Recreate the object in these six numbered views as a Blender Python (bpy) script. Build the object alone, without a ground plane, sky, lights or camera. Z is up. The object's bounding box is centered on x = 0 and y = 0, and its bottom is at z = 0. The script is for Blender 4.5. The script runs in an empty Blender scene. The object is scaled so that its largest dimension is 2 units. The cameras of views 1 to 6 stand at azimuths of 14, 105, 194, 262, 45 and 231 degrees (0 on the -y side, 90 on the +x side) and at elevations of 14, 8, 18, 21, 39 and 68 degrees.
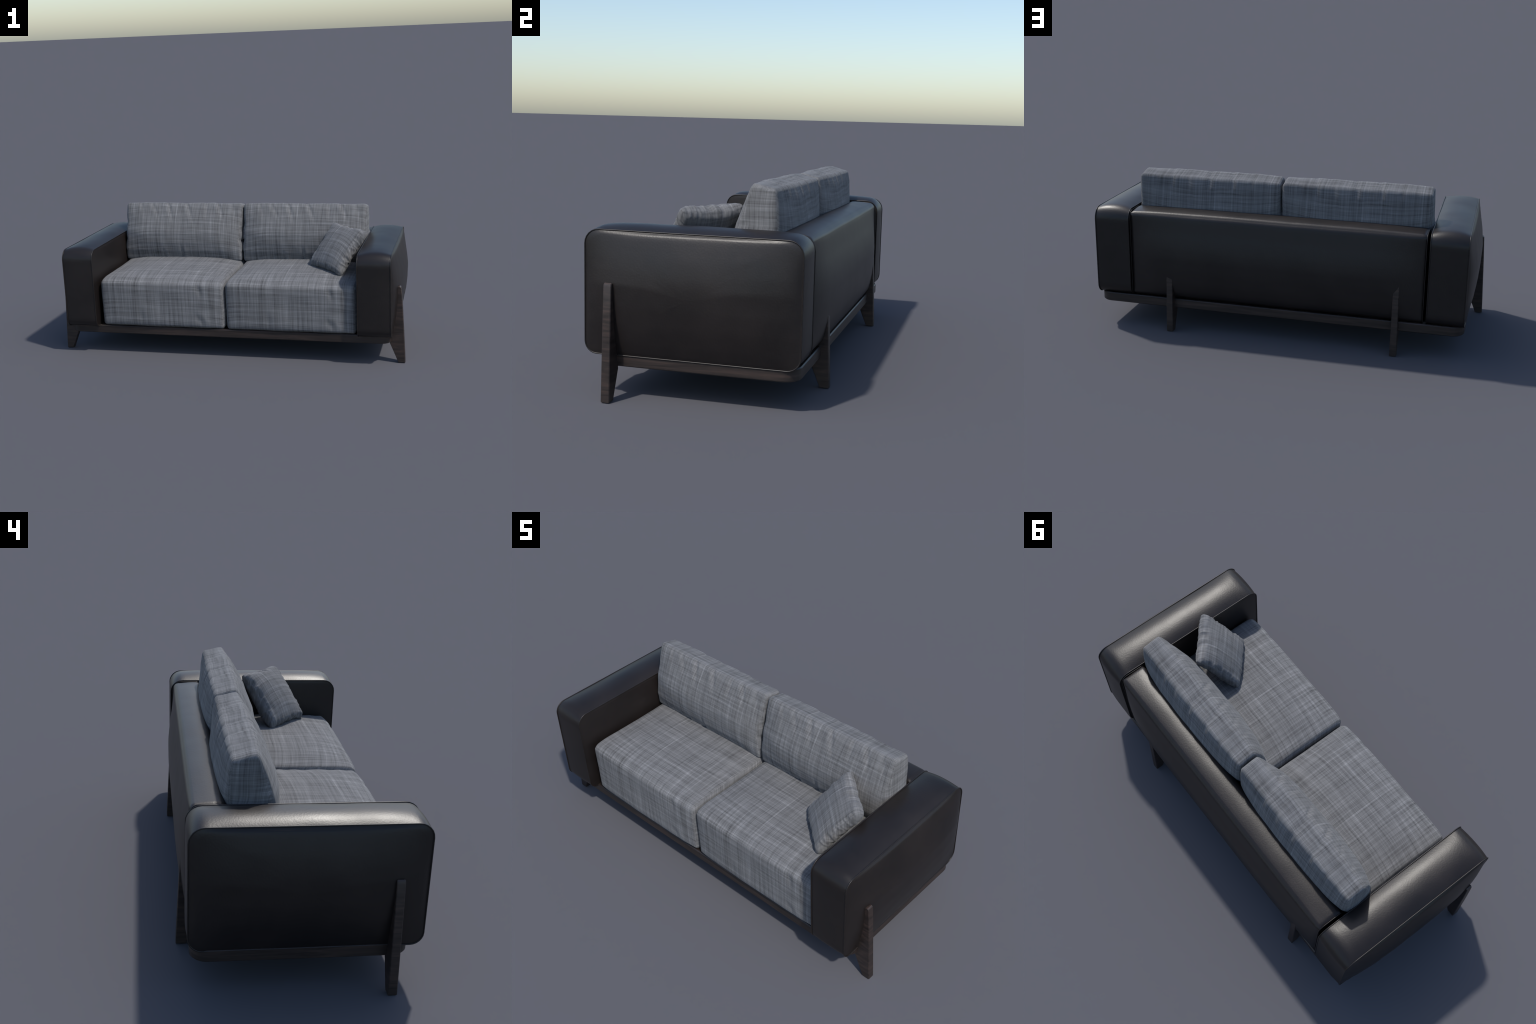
import bpy, math
import numpy as np
from mathutils import Vector, Matrix, noise

# ------------------------------------------------------------------ helpers
def smooth(e0, e1, x):
    t = np.clip((x - e0) / (e1 - e0), 0.0, 1.0)
    return t * t * (3 - 2 * t)

def gauss(x, s):
    return np.exp(-(x / s) ** 2)

def fbm(P, scale, octaves=3, seed=0.0):
    off = Vector((seed * 13.7 + 0.31, seed * 7.3 + 0.17, seed * 3.1 + 0.53))
    return np.array([noise.fractal(Vector(p) * scale + off, 1.0, 2.0, octaves)
                     for p in P])

def mesh_object(name, verts, faces, mat, parent=None, smooth_angle=None, loc=(0, 0, 0)):
    me = bpy.data.meshes.new(name)
    me.from_pydata([tuple(v) for v in verts], [], [tuple(f) for f in faces])
    me.validate()
    me.polygons.foreach_set("use_smooth", [True] * len(me.polygons))
    if smooth_angle is not None:
        me.set_sharp_from_angle(angle=math.radians(smooth_angle))
    me.materials.append(mat)
    me.update()
    ob = bpy.data.objects.new(name, me)
    ob.location = loc
    bpy.context.scene.collection.objects.link(ob)
    if parent is not None:
        ob.parent = parent
    return ob

def instance(ob, loc, rot=None):
    c = ob.copy()
    c.location = loc
    if rot is not None:
        c.rotation_euler = rot
    bpy.context.scene.collection.objects.link(c)
    return c

def box_surface(half, radius, step):
    """Points of a rounded box, with the point of the sharp box (unit coords),
    the outward direction and quads. Shared edges are welded."""
    half = np.array(half, float)
    n = [max(6, int(round(2 * h / step))) for h in half]
    def ticks(i):
        # even ticks in the flat part, denser ticks in the rounded rim
        h, r = half[i], radius
        rim = 6
        inner = np.linspace(-(h - r), h - r, n[i] + 1)
        a = np.linspace(0, 1, rim + 1)[:-1]
        left = -h + r * a
        return np.concatenate([left, inner, -left[::-1]])
    T = [ticks(i) for i in range(3)]
    index, pts, faces = {}, [], []
    def vid(p):
        k = tuple(np.round(p, 6))
        if k not in index:
            index[k] = len(pts)
            pts.append(k)
        return index[k]
    for ax in range(3):
        u, v = (ax + 1) % 3, (ax + 2) % 3
        for sgn in (-1, 1):
            ids = np.empty((len(T[u]), len(T[v])), int)
            for i, a in enumerate(T[u]):
                for j, b in enumerate(T[v]):
                    p = [0, 0, 0]
                    p[ax] = sgn * half[ax]; p[u] = a; p[v] = b
                    ids[i, j] = vid(p)
            for i in range(len(T[u]) - 1):
                for j in range(len(T[v]) - 1):
                    q = [ids[i, j], ids[i + 1, j], ids[i + 1, j + 1], ids[i, j + 1]]
                    faces.append(q if sgn > 0 else q[::-1])
    B = np.array(pts)
    q = np.clip(B, -(half - radius), half - radius)
    d = B - q
    # even out the angle across the rim
    d = np.sign(d) * radius * np.tan(np.abs(d) / radius * math.pi / 4)
    d /= np.linalg.norm(d, axis=1)[:, None]
    return q + radius * d, B / half, d, faces

def rounded_profile(y0, y1, z0, z1, radii, seg=7, step=0.02):
    """Closed outline in the y-z plane, counter-clockwise seen from +x.
    radii: bottom-front, bottom-back, top-back, top-front."""
    bf, bb, tb, tf = radii
    corners = [((y0 + bf, z0 + bf), bf, 180), ((y1 - bb, z0 + bb), bb, 270),
               ((y1 - tb, z1 - tb), tb, 0), ((y0 + tf, z1 - tf), tf, 90)]
    key = []
    for (c, r, a0) in corners:
        for k in range(seg + 1):
            a = math.radians(a0 + 90 * k / seg)
            key.append((c[0] + r * math.cos(a), c[1] + r * math.sin(a)))
    out = []
    for i, p in enumerate(key):
        q = key[(i + 1) % len(key)]
        L = math.dist(p, q)
        m = max(1, int(L / step))
        for k in range(m):
            out.append((p[0] + (q[0] - p[0]) * k / m, p[1] + (q[1] - p[1]) * k / m))
    return np.array(out)

def profile_normals(P):
    t = np.roll(P, -1, 0) - np.roll(P, 1, 0)
    n = np.stack([t[:, 1], -t[:, 0]], 1)
    return n / np.linalg.norm(n, axis=1)[:, None]

def tube(path, radius, sides=8, closed=True, squash=None):
    """Tube swept along a path of 3D points (no twist: frame from x axis)."""
    path = np.array(path)
    N = len(path)
    t = (np.roll(path, -1, 0) - np.roll(path, 1, 0)) if closed else np.gradient(path, axis=0)
    t /= np.linalg.norm(t, axis=1)[:, None]
    ref = np.array([1.0, 0, 0])
    b = np.cross(t, ref); b /= np.linalg.norm(b, axis=1)[:, None]
    a = np.cross(b, t)
    V, F = [], []
    sq = squash or (1, 1)
    for i in range(N):
        for k in range(sides):
            w = 2 * math.pi * k / sides
            V.append(path[i] + radius * (a[i] * math.cos(w) * sq[0] + b[i] * math.sin(w) * sq[1]))
    for i in range(N if closed else N - 1):
        j = (i + 1) % N
        for k in range(sides):
            l = (k + 1) % sides
            F.append((i * sides + k, j * sides + k, j * sides + l, i * sides + l))
    return V, F

# ---------------------------------------------------------------- materials
class Nodes:
    def __init__(self, name):
        self.mat = bpy.data.materials.new(name)
        self.mat.use_nodes = True
        self.t = self.mat.node_tree
        self.bsdf = self.t.nodes["Principled BSDF"]
    def add(self, kind, **kw):
        n = self.t.nodes.new(kind)
        for k, v in kw.items():
            if k.startswith("_"):
                setattr(n, k[1:], v)
            else:
                n.inputs[k].default_value = v
        return n
    def link(self, a, b):
        self.t.links.new(a, b)
    def math(self, op, a, b=None, c=None, clamp=False):
        n = self.t.nodes.new("ShaderNodeMath"); n.operation = op; n.use_clamp = clamp
        for i, x in enumerate((a, b, c)):
            if x is None: continue
            if isinstance(x, (int, float)): n.inputs[i].default_value = x
            else: self.link(x, n.inputs[i])
        return n.outputs[0]
    def noise(self, vec, scale, detail=2, rough=0.5, dist=0.0, dims="3D"):
        n = self.add("ShaderNodeTexNoise", _noise_dimensions=dims)
        n.inputs["Scale"].default_value = scale
        n.inputs["Detail"].default_value = detail
        n.inputs["Roughness"].default_value = rough
        n.inputs["Distortion"].default_value = dist
        self.link(vec, n.inputs["Vector"])
        return n.outputs["Fac"]
    def combine(self, x, y, z):
        n = self.t.nodes.new("ShaderNodeCombineXYZ")
        for i, v in enumerate((x, y, z)):
            if isinstance(v, (int, float)): n.inputs[i].default_value = v
            else: self.link(v, n.inputs[i])
        return n.outputs[0]
    def ramp(self, fac, stops):
        n = self.t.nodes.new("ShaderNodeValToRGB")
        e = n.color_ramp.elements
        while len(e) < len(stops): e.new(0.5)
        for el, (p, c) in zip(e, stops):
            el.position = p; el.color = (*c, 1)
        self.link(fac, n.inputs[0])
        return n.outputs["Color"]
    def mix(self, fac, a, b, blend="MIX"):
        n = self.t.nodes.new("ShaderNodeMix"); n.data_type = "RGBA"; n.blend_type = blend
        for s, v in ((n.inputs[0], fac), (n.inputs[6], a), (n.inputs[7], b)):
            if isinstance(v, (int, float)): s.default_value = v
            elif isinstance(v, tuple): s.default_value = (*v, 1)
            else: self.link(v, s)
        return n.outputs[2]
    def bump(self, height, strength, distance, normal=None):
        n = self.add("ShaderNodeBump")
        n.inputs["Strength"].default_value = strength
        n.inputs["Distance"].default_value = distance
        self.link(height, n.inputs["Height"])
        if normal is not None: self.link(normal, n.inputs["Normal"])
        return n.outputs["Normal"]

def make_leather():
    m = Nodes("dark_brown_leather")
    co = m.add("ShaderNodeTexCoord").outputs["Object"]
    big = m.noise(co, 5.0, 4, 0.6)
    fine = m.noise(co, 60.0, 3, 0.6)
    col = m.ramp(big, [(0.3, LEATHER_DARK), (0.7, LEATHER_LIGHT)])
    col = m.mix(m.math("MULTIPLY", fine, 0.25), col, (0.007, 0.006, 0.006))
    m.link(col, m.bsdf.inputs["Base Color"])
    rough = m.math("ADD", m.math("MULTIPLY", big, 0.12), LEATHER_ROUGH)
    m.link(rough, m.bsdf.inputs["Roughness"])
    m.bsdf.inputs["Specular IOR Level"].default_value = LEATHER_SPEC
    v = m.add("ShaderNodeTexVoronoi", _feature="SMOOTH_F1")
    v.inputs["Scale"].default_value = 170.0
    m.link(co, v.inputs["Vector"])
    h = m.math("ADD", v.outputs["Distance"], m.math("MULTIPLY", m.noise(co, 45, 3), 0.45))
    m.link(m.bump(h, 0.16, 0.0012), m.bsdf.inputs["Normal"])
    return m.mat

def make_wood():
    m = Nodes("dark_walnut")
    tc = m.add("ShaderNodeTexCoord").outputs["Object"]
    mp = m.add("ShaderNodeMapping"); mp.inputs["Scale"].default_value = (6, 6, 55)
    m.link(tc, mp.inputs["Vector"])
    band = m.noise(mp.outputs[0], 1.0, 4, 0.6, 0.4)
    col = m.ramp(band, [(0.28, (0.010, 0.007, 0.006)), (0.5, (0.028, 0.020, 0.0175)),
                        (0.72, (0.060, 0.038, 0.031))])
    m.link(col, m.bsdf.inputs["Base Color"])
    m.bsdf.inputs["Roughness"].default_value = 0.42
    m.link(m.bump(band, 0.15, 0.001), m.bsdf.inputs["Normal"])
    return m.mat

def make_rail_wood():
    m = Nodes("dark_walnut_long_grain")
    tc = m.add("ShaderNodeTexCoord").outputs["Object"]
    mp = m.add("ShaderNodeMapping"); mp.inputs["Scale"].default_value = (4, 4, 70)
    m.link(tc, mp.inputs["Vector"])
    band = m.noise(mp.outputs[0], 1.0, 4, 0.6, 0.6)
    col = m.ramp(band, [(0.28, (0.010, 0.007, 0.006)), (0.5, (0.025, 0.018, 0.0155)),
                        (0.75, (0.052, 0.034, 0.028))])
    m.link(col, m.bsdf.inputs["Base Color"])
    m.bsdf.inputs["Roughness"].default_value = 0.42
    m.link(m.bump(band, 0.12, 0.001), m.bsdf.inputs["Normal"])
    return m.mat

def make_fabric(name, flat=False):
    """Slubby grey linen: streaks along two thread directions.
    s runs across the cushion, t wraps up the front and over the top."""
    m = Nodes(name)
    tc = m.add("ShaderNodeTexCoord")
    sp = m.add("ShaderNodeSeparateXYZ"); m.link(tc.outputs["Object"], sp.inputs[0])
    x, y, z = sp.outputs
    nx = m.add("ShaderNodeSeparateXYZ"); m.link(tc.outputs["Normal"], nx.inputs[0])
    if flat:
        s, t = x, m.math("ADD", z, y)
    else:
        side = m.math("GREATER_THAN", m.math("ABSOLUTE", nx.outputs[0]), 0.72)
        s = m.math("ADD", x, m.math("MULTIPLY", side, y))
        t = m.math("ADD", z, m.math("MULTIPLY", y, m.math("SUBTRACT", 1.0, side)))
    # gentle weave wander
    wob = m.noise(tc.outputs["Object"], 7.0, 2)
    wob2 = m.math("MULTIPLY", m.math("SUBTRACT", wob, 0.5), 0.004)
    s2 = m.math("ADD", s, wob2); t2 = m.math("ADD", t, wob2)
    def streak(a, b, across, along, seed, detail=2):
        v = m.combine(m.math("MULTIPLY", a, across), m.math("MULTIPLY", b, along), seed)
        return m.noise(v, 1.0, detail, 0.55)
    terms = [
        (streak(s2, t2, 220, 6, 1.3), 0.42), (streak(t2, s2, 220, 6, 7.7), 0.42),   # threads
        (streak(s2, t2, 100, 1.8, 3.1), 0.46), (streak(t2, s2, 100, 1.8, 9.4), 0.42), # slubs
        (streak(s2, t2, 30, 1.3, 5.9), 0.22), (streak(t2, s2, 30, 1.3, 2.2), 0.18), # broad bars
    ]
    tot = None
    for f, w in terms:
        c = m.math("MULTIPLY", m.math("SUBTRACT", f, 0.5), w)
        tot = c if tot is None else m.math("ADD", tot, c)
    fac = m.math("ADD", m.math("MULTIPLY", tot, FABRIC_CONTRAST), 0.5, clamp=True)
    col = m.ramp(fac, [(0.08, FABRIC_STOPS[0]), (0.36, FABRIC_STOPS[1]),
                       (0.62, FABRIC_STOPS[2]), (0.92, FABRIC_STOPS[3])])
    m.link(col, m.bsdf.inputs["Base Color"])
    m.bsdf.inputs["Roughness"].default_value = 0.9
    m.bsdf.inputs["Specular IOR Level"].default_value = 0.15
    m.bsdf.inputs["Sheen Weight"].default_value = 0.08
    m.bsdf.inputs["Sheen Roughness"].default_value = 0.5
    m.link(m.bump(tot, 0.25, 0.0015), m.bsdf.inputs["Normal"])
    return m.mat

LEATHER_DARK = (0.0092, 0.0070, 0.0065)
LEATHER_LIGHT = (0.0165, 0.0122, 0.0110)
LEATHER_ROUGH = 0.355
LEATHER_SPEC = 0.45
FABRIC_CONTRAST = 1.35
FABRIC_STOPS = [(0.052, 0.052, 0.053), (0.116, 0.116, 0.119),
                (0.172, 0.173, 0.177), (0.27, 0.272, 0.28)]

leather = make_leather()
wood = make_wood()
rail_wood = make_rail_wood()
fabric = make_fabric("grey_linen")
pillow_fabric = make_fabric("grey_linen_pillow", flat=True)
m_ = Nodes("black_underlining")
m_.bsdf.inputs["Base Color"].default_value = (0.012, 0.012, 0.012, 1)
m_.bsdf.inputs["Roughness"].default_value = 0.9
lining = m_.mat

# --------------------------------------------------------------------- root
sofa = bpy.data.objects.new("sofa", None)
sofa["label"] = "two-seat sofa with dark leather arms and grey linen cushions"
sofa["category"] = "sofa"
bpy.context.scene.collection.objects.link(sofa)

# --------------------------------------------------------------- base frame
RAIL_X, RAIL_Y0, RAIL_Y1 = 0.935, -0.371, 0.385
RAIL_Z0, RAIL_Z1 = 0.119, 0.166
def build_rail():
    """Rail ring built with a fixed point count per outline."""
    r, w, e, seg = 0.062, 0.040, 0.004, 10
    def outline(ins):
        rr = max(r - ins, 0.02)
        pts = []
        for cx, cy, a0 in ((-RAIL_X, RAIL_Y0, 180), (RAIL_X, RAIL_Y0, 270), (RAIL_X, RAIL_Y1, 0), (-RAIL_X, RAIL_Y1, 90)):
            sx, sy = -math.copysign(1, cx), (1 if cy < 0 else -1)
            ox, oy = cx + sx * (ins + rr), cy + sy * (ins + rr)
            for k in range(seg + 1):
                a = math.radians(a0 + 90 * k / seg)
                pts.append((ox + rr * math.cos(a), oy + rr * math.sin(a)))
        return pts
    rings = [(0, RAIL_Z0 + e), (0, RAIL_Z1 - e), (e, RAIL_Z1), (w, RAIL_Z1), (w, RAIL_Z0), (e, RAIL_Z0)]
    V, F = [], []
    n = 4 * (seg + 1)
    for ins, z in rings:
        V += [(x, y, z) for x, y in outline(ins)]
    for k in range(len(rings)):
        a, b = k * n, ((k + 1) % len(rings)) * n
        for i in range(n):
            j = (i + 1) % n
            F.append((a + i, a + j, b + j, b + i))
    return V, F
V, F = build_rail()
base_frame = mesh_object("base_frame", V, F, rail_wood, sofa, 35, (-0.004, 0, 0))

def slab(name, x0, x1, y0, y1, z0, z1, mat, parent, bev=0.003):
    P, B, d, Fc = box_surface(((x1 - x0) / 2, (y1 - y0) / 2, (z1 - z0) / 2), bev, 10)
    P = P + np.array([(x0 + x1) / 2, (y0 + y1) / 2, (z0 + z1) / 2])
    return mesh_object(name, P, Fc, mat, parent)
slab("seat_platform", -0.90, 0.90, -0.336, 0.350, 0.132, 0.160, lining, sofa)

# --------------------------------------------------------------------- legs
def build_leg():
    # blade outline: u = distance outward (0 at outer foot), z up
    prof = [(-0.037, 0.0), (0.0, 0.0), (-0.002, 0.06), (-0.006, 0.15), (-0.0125, 0.30),
            (-0.019, 0.418), (-0.022, 0.427), (-0.028, 0.431), (-0.0385, 0.428), (-0.040, 0.42),
            (-0.047, 0.33), (-0.058, 0.24), (-0.070, 0.175), (-0.080, 0.135), (-0.082, 0.106), (-0.079, 0.101)]
    half = lambda z: 0.0165 - 0.0016 * z / 0.43
    e = 0.0025
    P = np.array(prof)
    n = profile_normals(P)          # outward for this orientation
    rings = []
    for inset, side in ((e, -1), (0, -1 + 2 * 0.08), (0, 1 - 2 * 0.08), (e, 1)):
        Q = P - n * inset
        rings.append([(q[0], side * half(p[1]), q[1]) for p, q in zip(P, Q)])
    V = [v for r in rings for v in r]
    N = len(P); F = []
    for k in range(3):
        for i in range(N):
            j = (i + 1) % N
            F.append((k * N + i, k * N + j, (k + 1) * N + j, (k + 1) * N + i)[::-1])
    F.append(tuple(range(N)))
    F.append(tuple(range(3 * N, 4 * N))[::-1])
    return V, F
V, F = build_leg()
leg = mesh_object("leg", V, F, wood, sofa, 30, (1.0, -0.3055, 0))
instance(leg, (-1.0, -0.3055, 0), (0, 0, math.pi))
instance(leg, (0.535, 0.421, 0), (0, 0, math.pi / 2))
instance(leg, (-0.610, 0.421, 0), (0, 0, math.pi / 2))

# ----------------------------------------------------------------- armrests
ARM = dict(y0=-0.413, y1=0.392, z0=0.161, z1=0.614)
ARM_IN, ARM_OUT = 0.754, 0.932
def build_arm():
    """Right armrest. Boxed cushion: side panels sewn to a band that runs round
    front, top, back; band and outer panel are padded out."""
    P = rounded_profile(ARM["y0"], ARM["y1"], ARM["z0"], ARM["z1"], (0.044, 0.050, 0.054, 0.052), 6, 0.016)
    n = profile_normals(P)
    N = len(P)
    yc, zc = (ARM["y0"] + ARM["y1"]) / 2, (ARM["z0"] + ARM["z1"]) / 2
    top = np.clip(n[:, 1], 0, 1) ** 2; bot = np.clip(-n[:, 1], 0, 1)
    endness = np.clip(np.abs(P[:, 0] - yc) / 0.40, 0, 1)
    crown = 0.006 + 0.014 * top * (1 - endness ** 6) - 0.006 * bot
    V, F = [], []
    rings = 0
    def ring(Q, x):
        nonlocal rings
        V.extend([(float(xx), q[0], q[1]) for xx, q in zip(np.broadcast_to(x, N), Q)])
        rings += 1
    # inner side panel (slightly padded), from centre outwards
    def panel(x_edge, pad, sign, scales):
        for s in scales:
            # shrink the outline toward its centre line, keeping corners
            Q = np.stack([yc + (P[:, 0] - yc) * s, zc + (P[:, 1] - zc) * s], 1)
            w = (Q[:, 1] - ARM["z0"]) / (ARM["z1"] - ARM["z0"])
            e = np.abs(Q[:, 0] - yc) / ((ARM["y1"] - ARM["y0"]) / 2)
            # padding sags: fullest a little above the middle
            fz = np.interp(w, [0, .03, .1, .25, .4, .58, .7, .8, .9, .96, .985, 1],
                           [0, .12, .35, .70, .90, 1, .87, .69, .46, .30, .18, 0])
            fy = np.interp(e, [0, .3, .6, .8, .9, .96, 1], [1, .98, .86, .62, .40, .2, 0])
            ring(Q, x_edge + sign * pad * np.minimum(fz * fy * 1.04, 1.0) * min(1.0, (1 - s) / 0.03))
    sc = [0.02, 0.12, 0.22, 0.32, 0.42, 0.52, 0.6, 0.68, 0.75, 0.81, 0.86, 0.90, 0.935, 0.965, 0.985, 0.995]
    panel(ARM_IN, 0.010, -1, sc)
    # band across
    for t in np.concatenate([[-1, -0.97], np.linspace(-0.9, 0.9, 13), [0.97, 1]]):
        b = (1 - abs(t) ** 2.2)
        x = (ARM_IN + ARM_OUT) / 2 + t * (ARM_OUT - ARM_IN) / 2
        ring(P + n * (crown * b)[:, None], x)
    panel(ARM_OUT, 0.044, 1, sc[::-1])
    for k in range(rings - 1):
        for i in range(N):
            j = (i + 1) % N
            F.append((k * N + i, k * N + j, (k + 1) * N + j, (k + 1) * N + i))
    F.append(tuple(range(N))[::-1])
    F.append(tuple(range((rings - 1) * N, rings * N)))
    V = np.array(V)
    F = [f[::-1] for f in F]
    # soft unevenness of the hide
    w = fbm(V, 6.0, 2, 4.0) * 0.0016
    V[:, 2] += w
    V[:, 0] += np.roll(w, 7) * 0.7 * (V[:, 0] > ARM_OUT + 0.004)
    return V, F, P, n
V, F, armP, armN = build_arm()
arm = mesh_object("armrest", V, F, leather, sofa, 60)
def mirrored(src, name):
    me = src.data.copy()
    me.transform(Matrix.Scale(-1, 4, (1, 0, 0)))
    me.flip_normals()
    ob = bpy.data.objects.new(name, me)
    bpy.context.scene.collection.objects.link(ob)
    return ob
arm_l = mirrored(arm, "armrest"); arm_l.parent = sofa
arm_l.location.x = -0.004
for x in (ARM_IN, ARM_OUT):
    Q = armP + armN * 0.0010
    V, F = tube([(x, q[0], q[1]) for q in Q], 0.0027, 8, True)
    pp = mesh_object("piping", V, F, leather, arm)
    mm = mirrored(pp, "piping"); mm.parent = arm_l

# ----------------------------------------------------------------- backrest
BK = dict(x=0.744, y0=0.252, y1=0.381, z0=0.169, z1=0.614)
def build_backrest():
    hx, hy, hz = BK["x"], (BK["y1"] - BK["y0"]) / 2, (BK["z1"] - BK["z0"]) / 2
    P, B, d, F = box_surface((hx, hy, hz), 0.022, 0.02)
    a, c, h = B[:, 0], B[:, 1], B[:, 2]
    P = P.copy()
    # square ends: undo the rounding along x so that the ends stay a sharp sewn edge
    P[:, 0] = B[:, 0] * hx
    back = np.clip(d[:, 1], 0, 1); top = np.clip(d[:, 2], 0, 1)
    P[:, 1] += back * 0.038 * (1 - np.abs(a) ** 7) * np.interp(h, [-1, -.85, -.6, -.3, 0, .2, .4, .6, .85, 1], [0, .45, .76, .92, .93, .82, .62, .38, .14, 0])
    # top rolls down to the back
    P[:, 2] += top * (0.008 * (1 - np.abs(a) ** 6) * (1 - c ** 2))
    P[:, 2] -= 0.006 * smooth(-0.5, 1.0, c) * smooth(0.6, 1.0, h)
    P[:, 2] += fbm(P, 5.0, 2, 9.0) * 0.0015
    P += np.array([0, (BK["y0"] + BK["y1"]) / 2, (BK["z0"] + BK["z1"]) / 2])
    return P, F
V, F = build_backrest()
backrest = mesh_object("backrest", V, F, leather, sofa, 50, (0.004, 0, 0))
for x in (-BK["x"], BK["x"]):
    P = rounded_profile(BK["y0"], BK["y1"], BK["z0"], BK["z1"] - 0.004, (0.02, 0.02, 0.034, 0.02), 6, 0.03)
    V, F = tube([(x, p[0], p[1]) for p in P], 0.0020, 8, True)
    mesh_object("piping", V, F, leather, backrest)

# ------------------------------------------------------------ seat cushions
def build_seat():
    hx, hy, hz = 0.3695, 0.318, 0.139
    P, B, d, F = box_surface((hx, hy, hz), 0.020, 0.008)
    a, c, h = B[:, 0], B[:, 1], B[:, 2]
    P = P.copy()
    up = np.clip(d[:, 2], 0, 1); fr = np.clip(-d[:, 1], 0, 1); sd = np.abs(d[:, 0])
    dome = (1 - np.abs(a) ** 3) * (1 - np.abs(c) ** 3)
    P[:, 2] += up * 0.032 * dome
    P[:, 1] -= fr * (0.005 + 0.015 * (1 - a ** 6) * (1 - h ** 8))
    # corners pulled in a little
    corner = np.abs(a) ** 10 * np.abs(c) ** 10
    P[:, 2] -= 0.010 * corner * np.clip(h, 0, 1)
    P[:, 0] -= np.sign(a) * 0.005 * sd * np.abs(h) ** 4
    # soft folds: two tucks at the right of the front face
    x, z = P[:, 0], P[:, 2]
    tuck = lambda x0, z0, lx, lz, lean: gauss((x - x0) + lean * (z - z0), lx) * gauss(z - z0, lz)
    w = -0.005 * tuck(0.225, 0.095, 0.014, 0.035, 0.25) - 0.0032 * tuck(0.225, -0.085, 0.016, 0.03, 0.5) \
        + 0.002 * tuck(0.26, -0.075, 0.015, 0.03, 0.5) - 0.003 * tuck(-0.12, -0.07, 0.02, 0.04, 0.1)
    P[:, 1] -= fr * w
    # small puckers along the top side seams, and loose cloth overall
    pk = np.sin(P[:, 1] * 75 + 1.3 * np.sin(P[:, 1] * 23)) * gauss((np.abs(a) - 0.93) * hx, 0.03)
    P[:, 2] += up * 0.0012 * pk * (a > 0)
    nz = fbm(P, 5.5, 3, 2.0)
    P += d * (nz * 0.0025)[:, None]
    # sewn edge: fine ridge on the top rim
    return P, F
V, F = build_seat()
SEAT_Z = 0.165 + 0.139 - 0.001
seat = mesh_object("seat_cushion", V, F, fabric, sofa, None, (-0.3685, -0.047, SEAT_Z))
instance(seat, (0.3755, -0.047, SEAT_Z))

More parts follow.
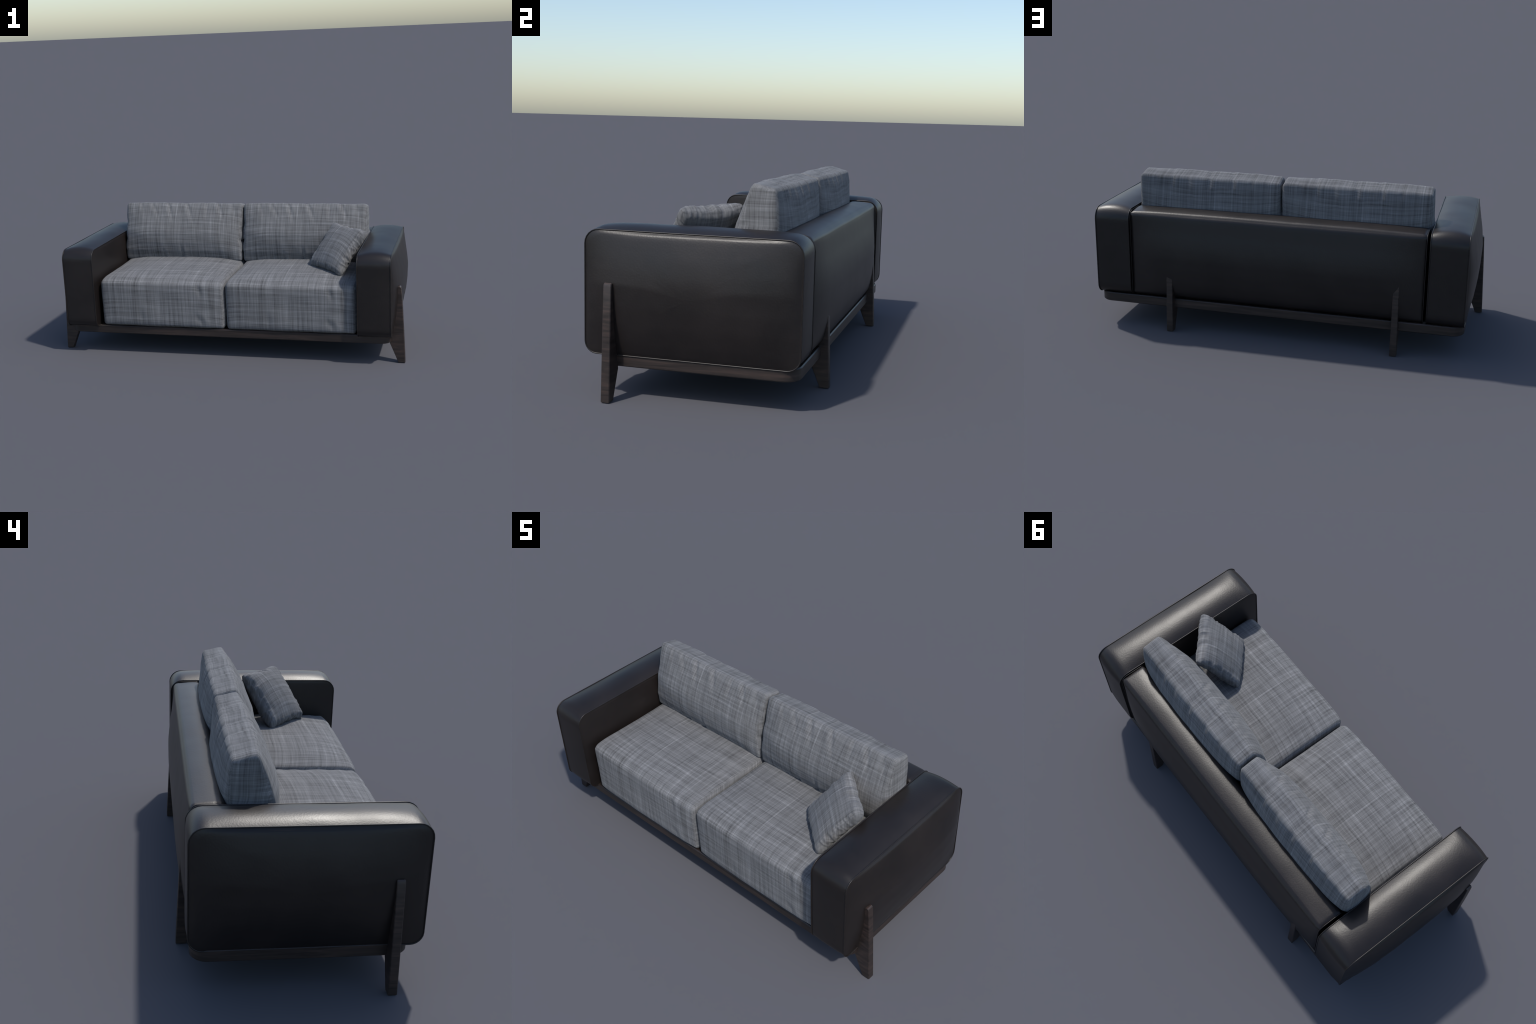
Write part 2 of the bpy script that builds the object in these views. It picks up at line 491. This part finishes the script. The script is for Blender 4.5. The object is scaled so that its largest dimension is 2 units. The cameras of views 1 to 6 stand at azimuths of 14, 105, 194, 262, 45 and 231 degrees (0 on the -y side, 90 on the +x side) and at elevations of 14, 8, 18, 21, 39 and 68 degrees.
# ------------------------------------------------------------ back cushions
def build_back_cushion():
    hx, hy, hz = 0.3685, 0.075, 0.172
    P, B, d, F = box_surface((hx, hy, hz), 0.017, 0.006)
    a, c, h = B[:, 0], B[:, 1], B[:, 2]
    x, z = P[:, 0].copy(), P[:, 2].copy()
    hh = z / hz
    # wedge: thick foot, thinner head, leaning back
    front = np.interp(hh, [-1, -0.6, 0, 0.6, 1], [0.083, 0.078, 0.094, 0.124, 0.149])
    back = np.interp(hh, [-1, -0.6, 0, 0.6, 1], [0.232, 0.245, 0.252, 0.248, 0.241])
    front = front - 0.046 * (1 - np.abs(a) ** 4) * np.interp(hh, [-1, -.7, -.3, .1, .5, 1], [0, .35, .85, 1, .8, .2])
    back = back + 0.028 * (1 - np.abs(a) ** 3) * np.interp(hh, [-1, -.6, -.2, .2, .6, 1], [.4, .9, 1, .7, .3, 0])
    back = back - 0.032 * np.abs(a) ** 7 * (1 - smooth(-0.7, 0.15, hh))   # lower back corners draw in
    y = (front + back) / 2 + (P[:, 1] / hy) * (back - front) / 2
    fr = np.clip(-d[:, 1], 0, 1); bk = np.clip(d[:, 1], 0, 1)
    up = np.clip(d[:, 2], 0, 1); sd = np.abs(d[:, 0])
    # top puffs between the gathers
    z += up * 0.002 * (1 - a ** 8)
    z -= 0.018 * smooth(0.5, 1.0, hh) * smooth(-0.9, 1.1, P[:, 1] / hy)
    # gathers over the top edge, running down both faces
    gather = np.zeros_like(x)
    for x0, lean, deep in ((0.205, 0.25, 1.0), (0.132, -0.12, 0.8), (0.006, 0.3, 1.1), (-0.112, 0.18, 1.2),
                           (-0.215, 0.45, 0.7), (-0.285, 0.2, 0.5), (0.29, 0.2, 0.5)):
        fall = smooth(0.25, 0.95, hh)
        dx = x - x0 + lean * (z - hz) + 0.35 * (y - 0.19)
        gather += -deep * gauss(dx, 0.011) * fall + 0.6 * deep * gauss(dx + 0.026, 0.019) * fall
    # short folds rising from the bottom seam of the front
    for x0, lean, deep, tall in ((-0.11, 0.1, 1.2, 0.10), (0.0, 0.0, 1.3, 0.13), (-0.2, -0.5, 0.9, 0.07),
                                 (0.1, 0.2, 0.7, 0.08), (-0.29, -0.9, 0.7, 0.06), (0.2, 0.5, 0.5, 0.06)):
        fall = 1 - smooth(0.1, 1.0, (z + hz) / tall)
        dx = x - x0 + lean * (z + hz)
        gather += fr * (-deep * gauss(dx, 0.009) + 0.7 * deep * gauss(dx - 0.024, 0.015)) * fall
    amp = 0.0040
    y += (-1.5 * fr + 0.6 * bk) * gather * amp
    z += up * gather * amp * 0.4
    # ends: tucked crease a third of the way up, dents where the filling gives
    end_r = np.clip(d[:, 0], 0, 1); end_l = np.clip(-d[:, 0], 0, 1)
    yy = P[:, 1] / hy
    cr = lambda z0, s, k: gauss(z - z0 - 0.008 * np.sin(yy * 4 + k), s)
    x += (end_r - end_l) * 0.006 * (1 - np.minimum(yy ** 2, 1)) * (1 - np.minimum(hh ** 2, 1))
    x += (0.3 + 1.2 * smooth(-0.9, -0.3, yy)) * (end_l - end_r) * (0.010 * cr(-0.045, 0.009, 0) - 0.006 * cr(-0.020, 0.02, 0.4)
                            + 0.008 * cr(-0.110, 0.010, 1.7) - 0.004 * cr(-0.08, 0.015, 1.0))
    # right front edge caves in at two places (visible at the middle of the sofa)
    dent = gauss(z + 0.040, 0.020) + 0.8 * gauss(z - 0.02, 0.014)
    x -= smooth(0.92, 1.0, a) * smooth(0.2, 0.9, -yy) * 0.006 * dent
    x += smooth(0.94, 1.0, -a) * smooth(0.2, 0.9, -yy) * 0.005 * (gauss(z + 0.03, 0.03) + gauss(z - 0.06, 0.025))
    P = np.stack([x, y - 0.17, z], 1)
    nz = fbm(P, 7.0, 3, 5.0)
    P += d * (nz * 0.003)[:, None]
    return P, F
V, F = build_back_cushion()
back = mesh_object("back_cushion", V, F, fabric, sofa, None, (-0.3765, 0.17, 0.617))
instance(back, (0.3720, 0.17, 0.617))

# ------------------------------------------------------------- throw pillow
def build_pillow():
    hx, hy, hz = 0.137, 0.028, 0.147
    P, B, d, F = box_surface((hx, hy, hz), 0.022, 0.004)
    a, c, h = B[:, 0], B[:, 1], B[:, 2]
    x, y, z = P.T.copy()
    crown = (1 - np.abs(a) ** 2.2) * (1 - np.abs(h) ** 2.2)
    edge = np.maximum(np.abs(a), np.abs(h))
    corner = (np.abs(a) * np.abs(h)) ** 5
    y *= (1 + 1.0 * crown) * (1 - 0.55 * corner)
    # sides drawn in between the corners
    x *= 1 - 0.085 * (1 - h ** 2) * np.abs(a)
    z *= 1 - 0.075 * (1 - a ** 2) * np.abs(h)
    # gathers along all four sides
    P = np.stack([x, y, z], 1)
    band = smooth(0.80, 0.99, edge) * (1 - corner)          # the gusset all round
    reach = smooth(0.55, 0.95, edge) * (1 - corner)         # folds dying out on the faces
    run = np.where(np.abs(a) > np.abs(h), z, x)
    Q = np.stack([run, np.sign(a) * (np.abs(a) > np.abs(h)) + np.sign(h) * 2 * (np.abs(h) >= np.abs(a)), y * 0.35], 1)
    folds = 1 - 2 * np.abs(fbm(Q * np.array([1, 0.37, 1]), 30.0, 2, 3.0))   # ridged creases across the gusset
    P += d * ((folds - 0.5) * (0.0042 * band + 0.0014 * reach))[:, None]
    P += d * (fbm(P, 11.0, 3, 6.0) * (0.0025 + 0.004 * band))[:, None]
    return P, F
V, F = build_pillow()
pillow = mesh_object("throw_pillow", V, F, pillow_fabric)
side = Vector((0.197, -0.174, -0.012)).normalized()
up = Vector((0.136, 0.123, 0.2175))
up = (up - side * up.dot(side)).normalized()
nrm = side.cross(up)
M = Matrix((side, -nrm, up)).transposed()
# local x = along side, local -y = front of the pillow, local z = up the pillow
if M.determinant() < 0:
    M = Matrix((side, nrm, up)).transposed()
pillow.matrix_world = Matrix.Translation((0.6035, -0.0855, 0.577)) @ M.to_4x4()
pillow["label"] = "small square grey linen pillow with gathered edges"
pillow["category"] = "pillow"
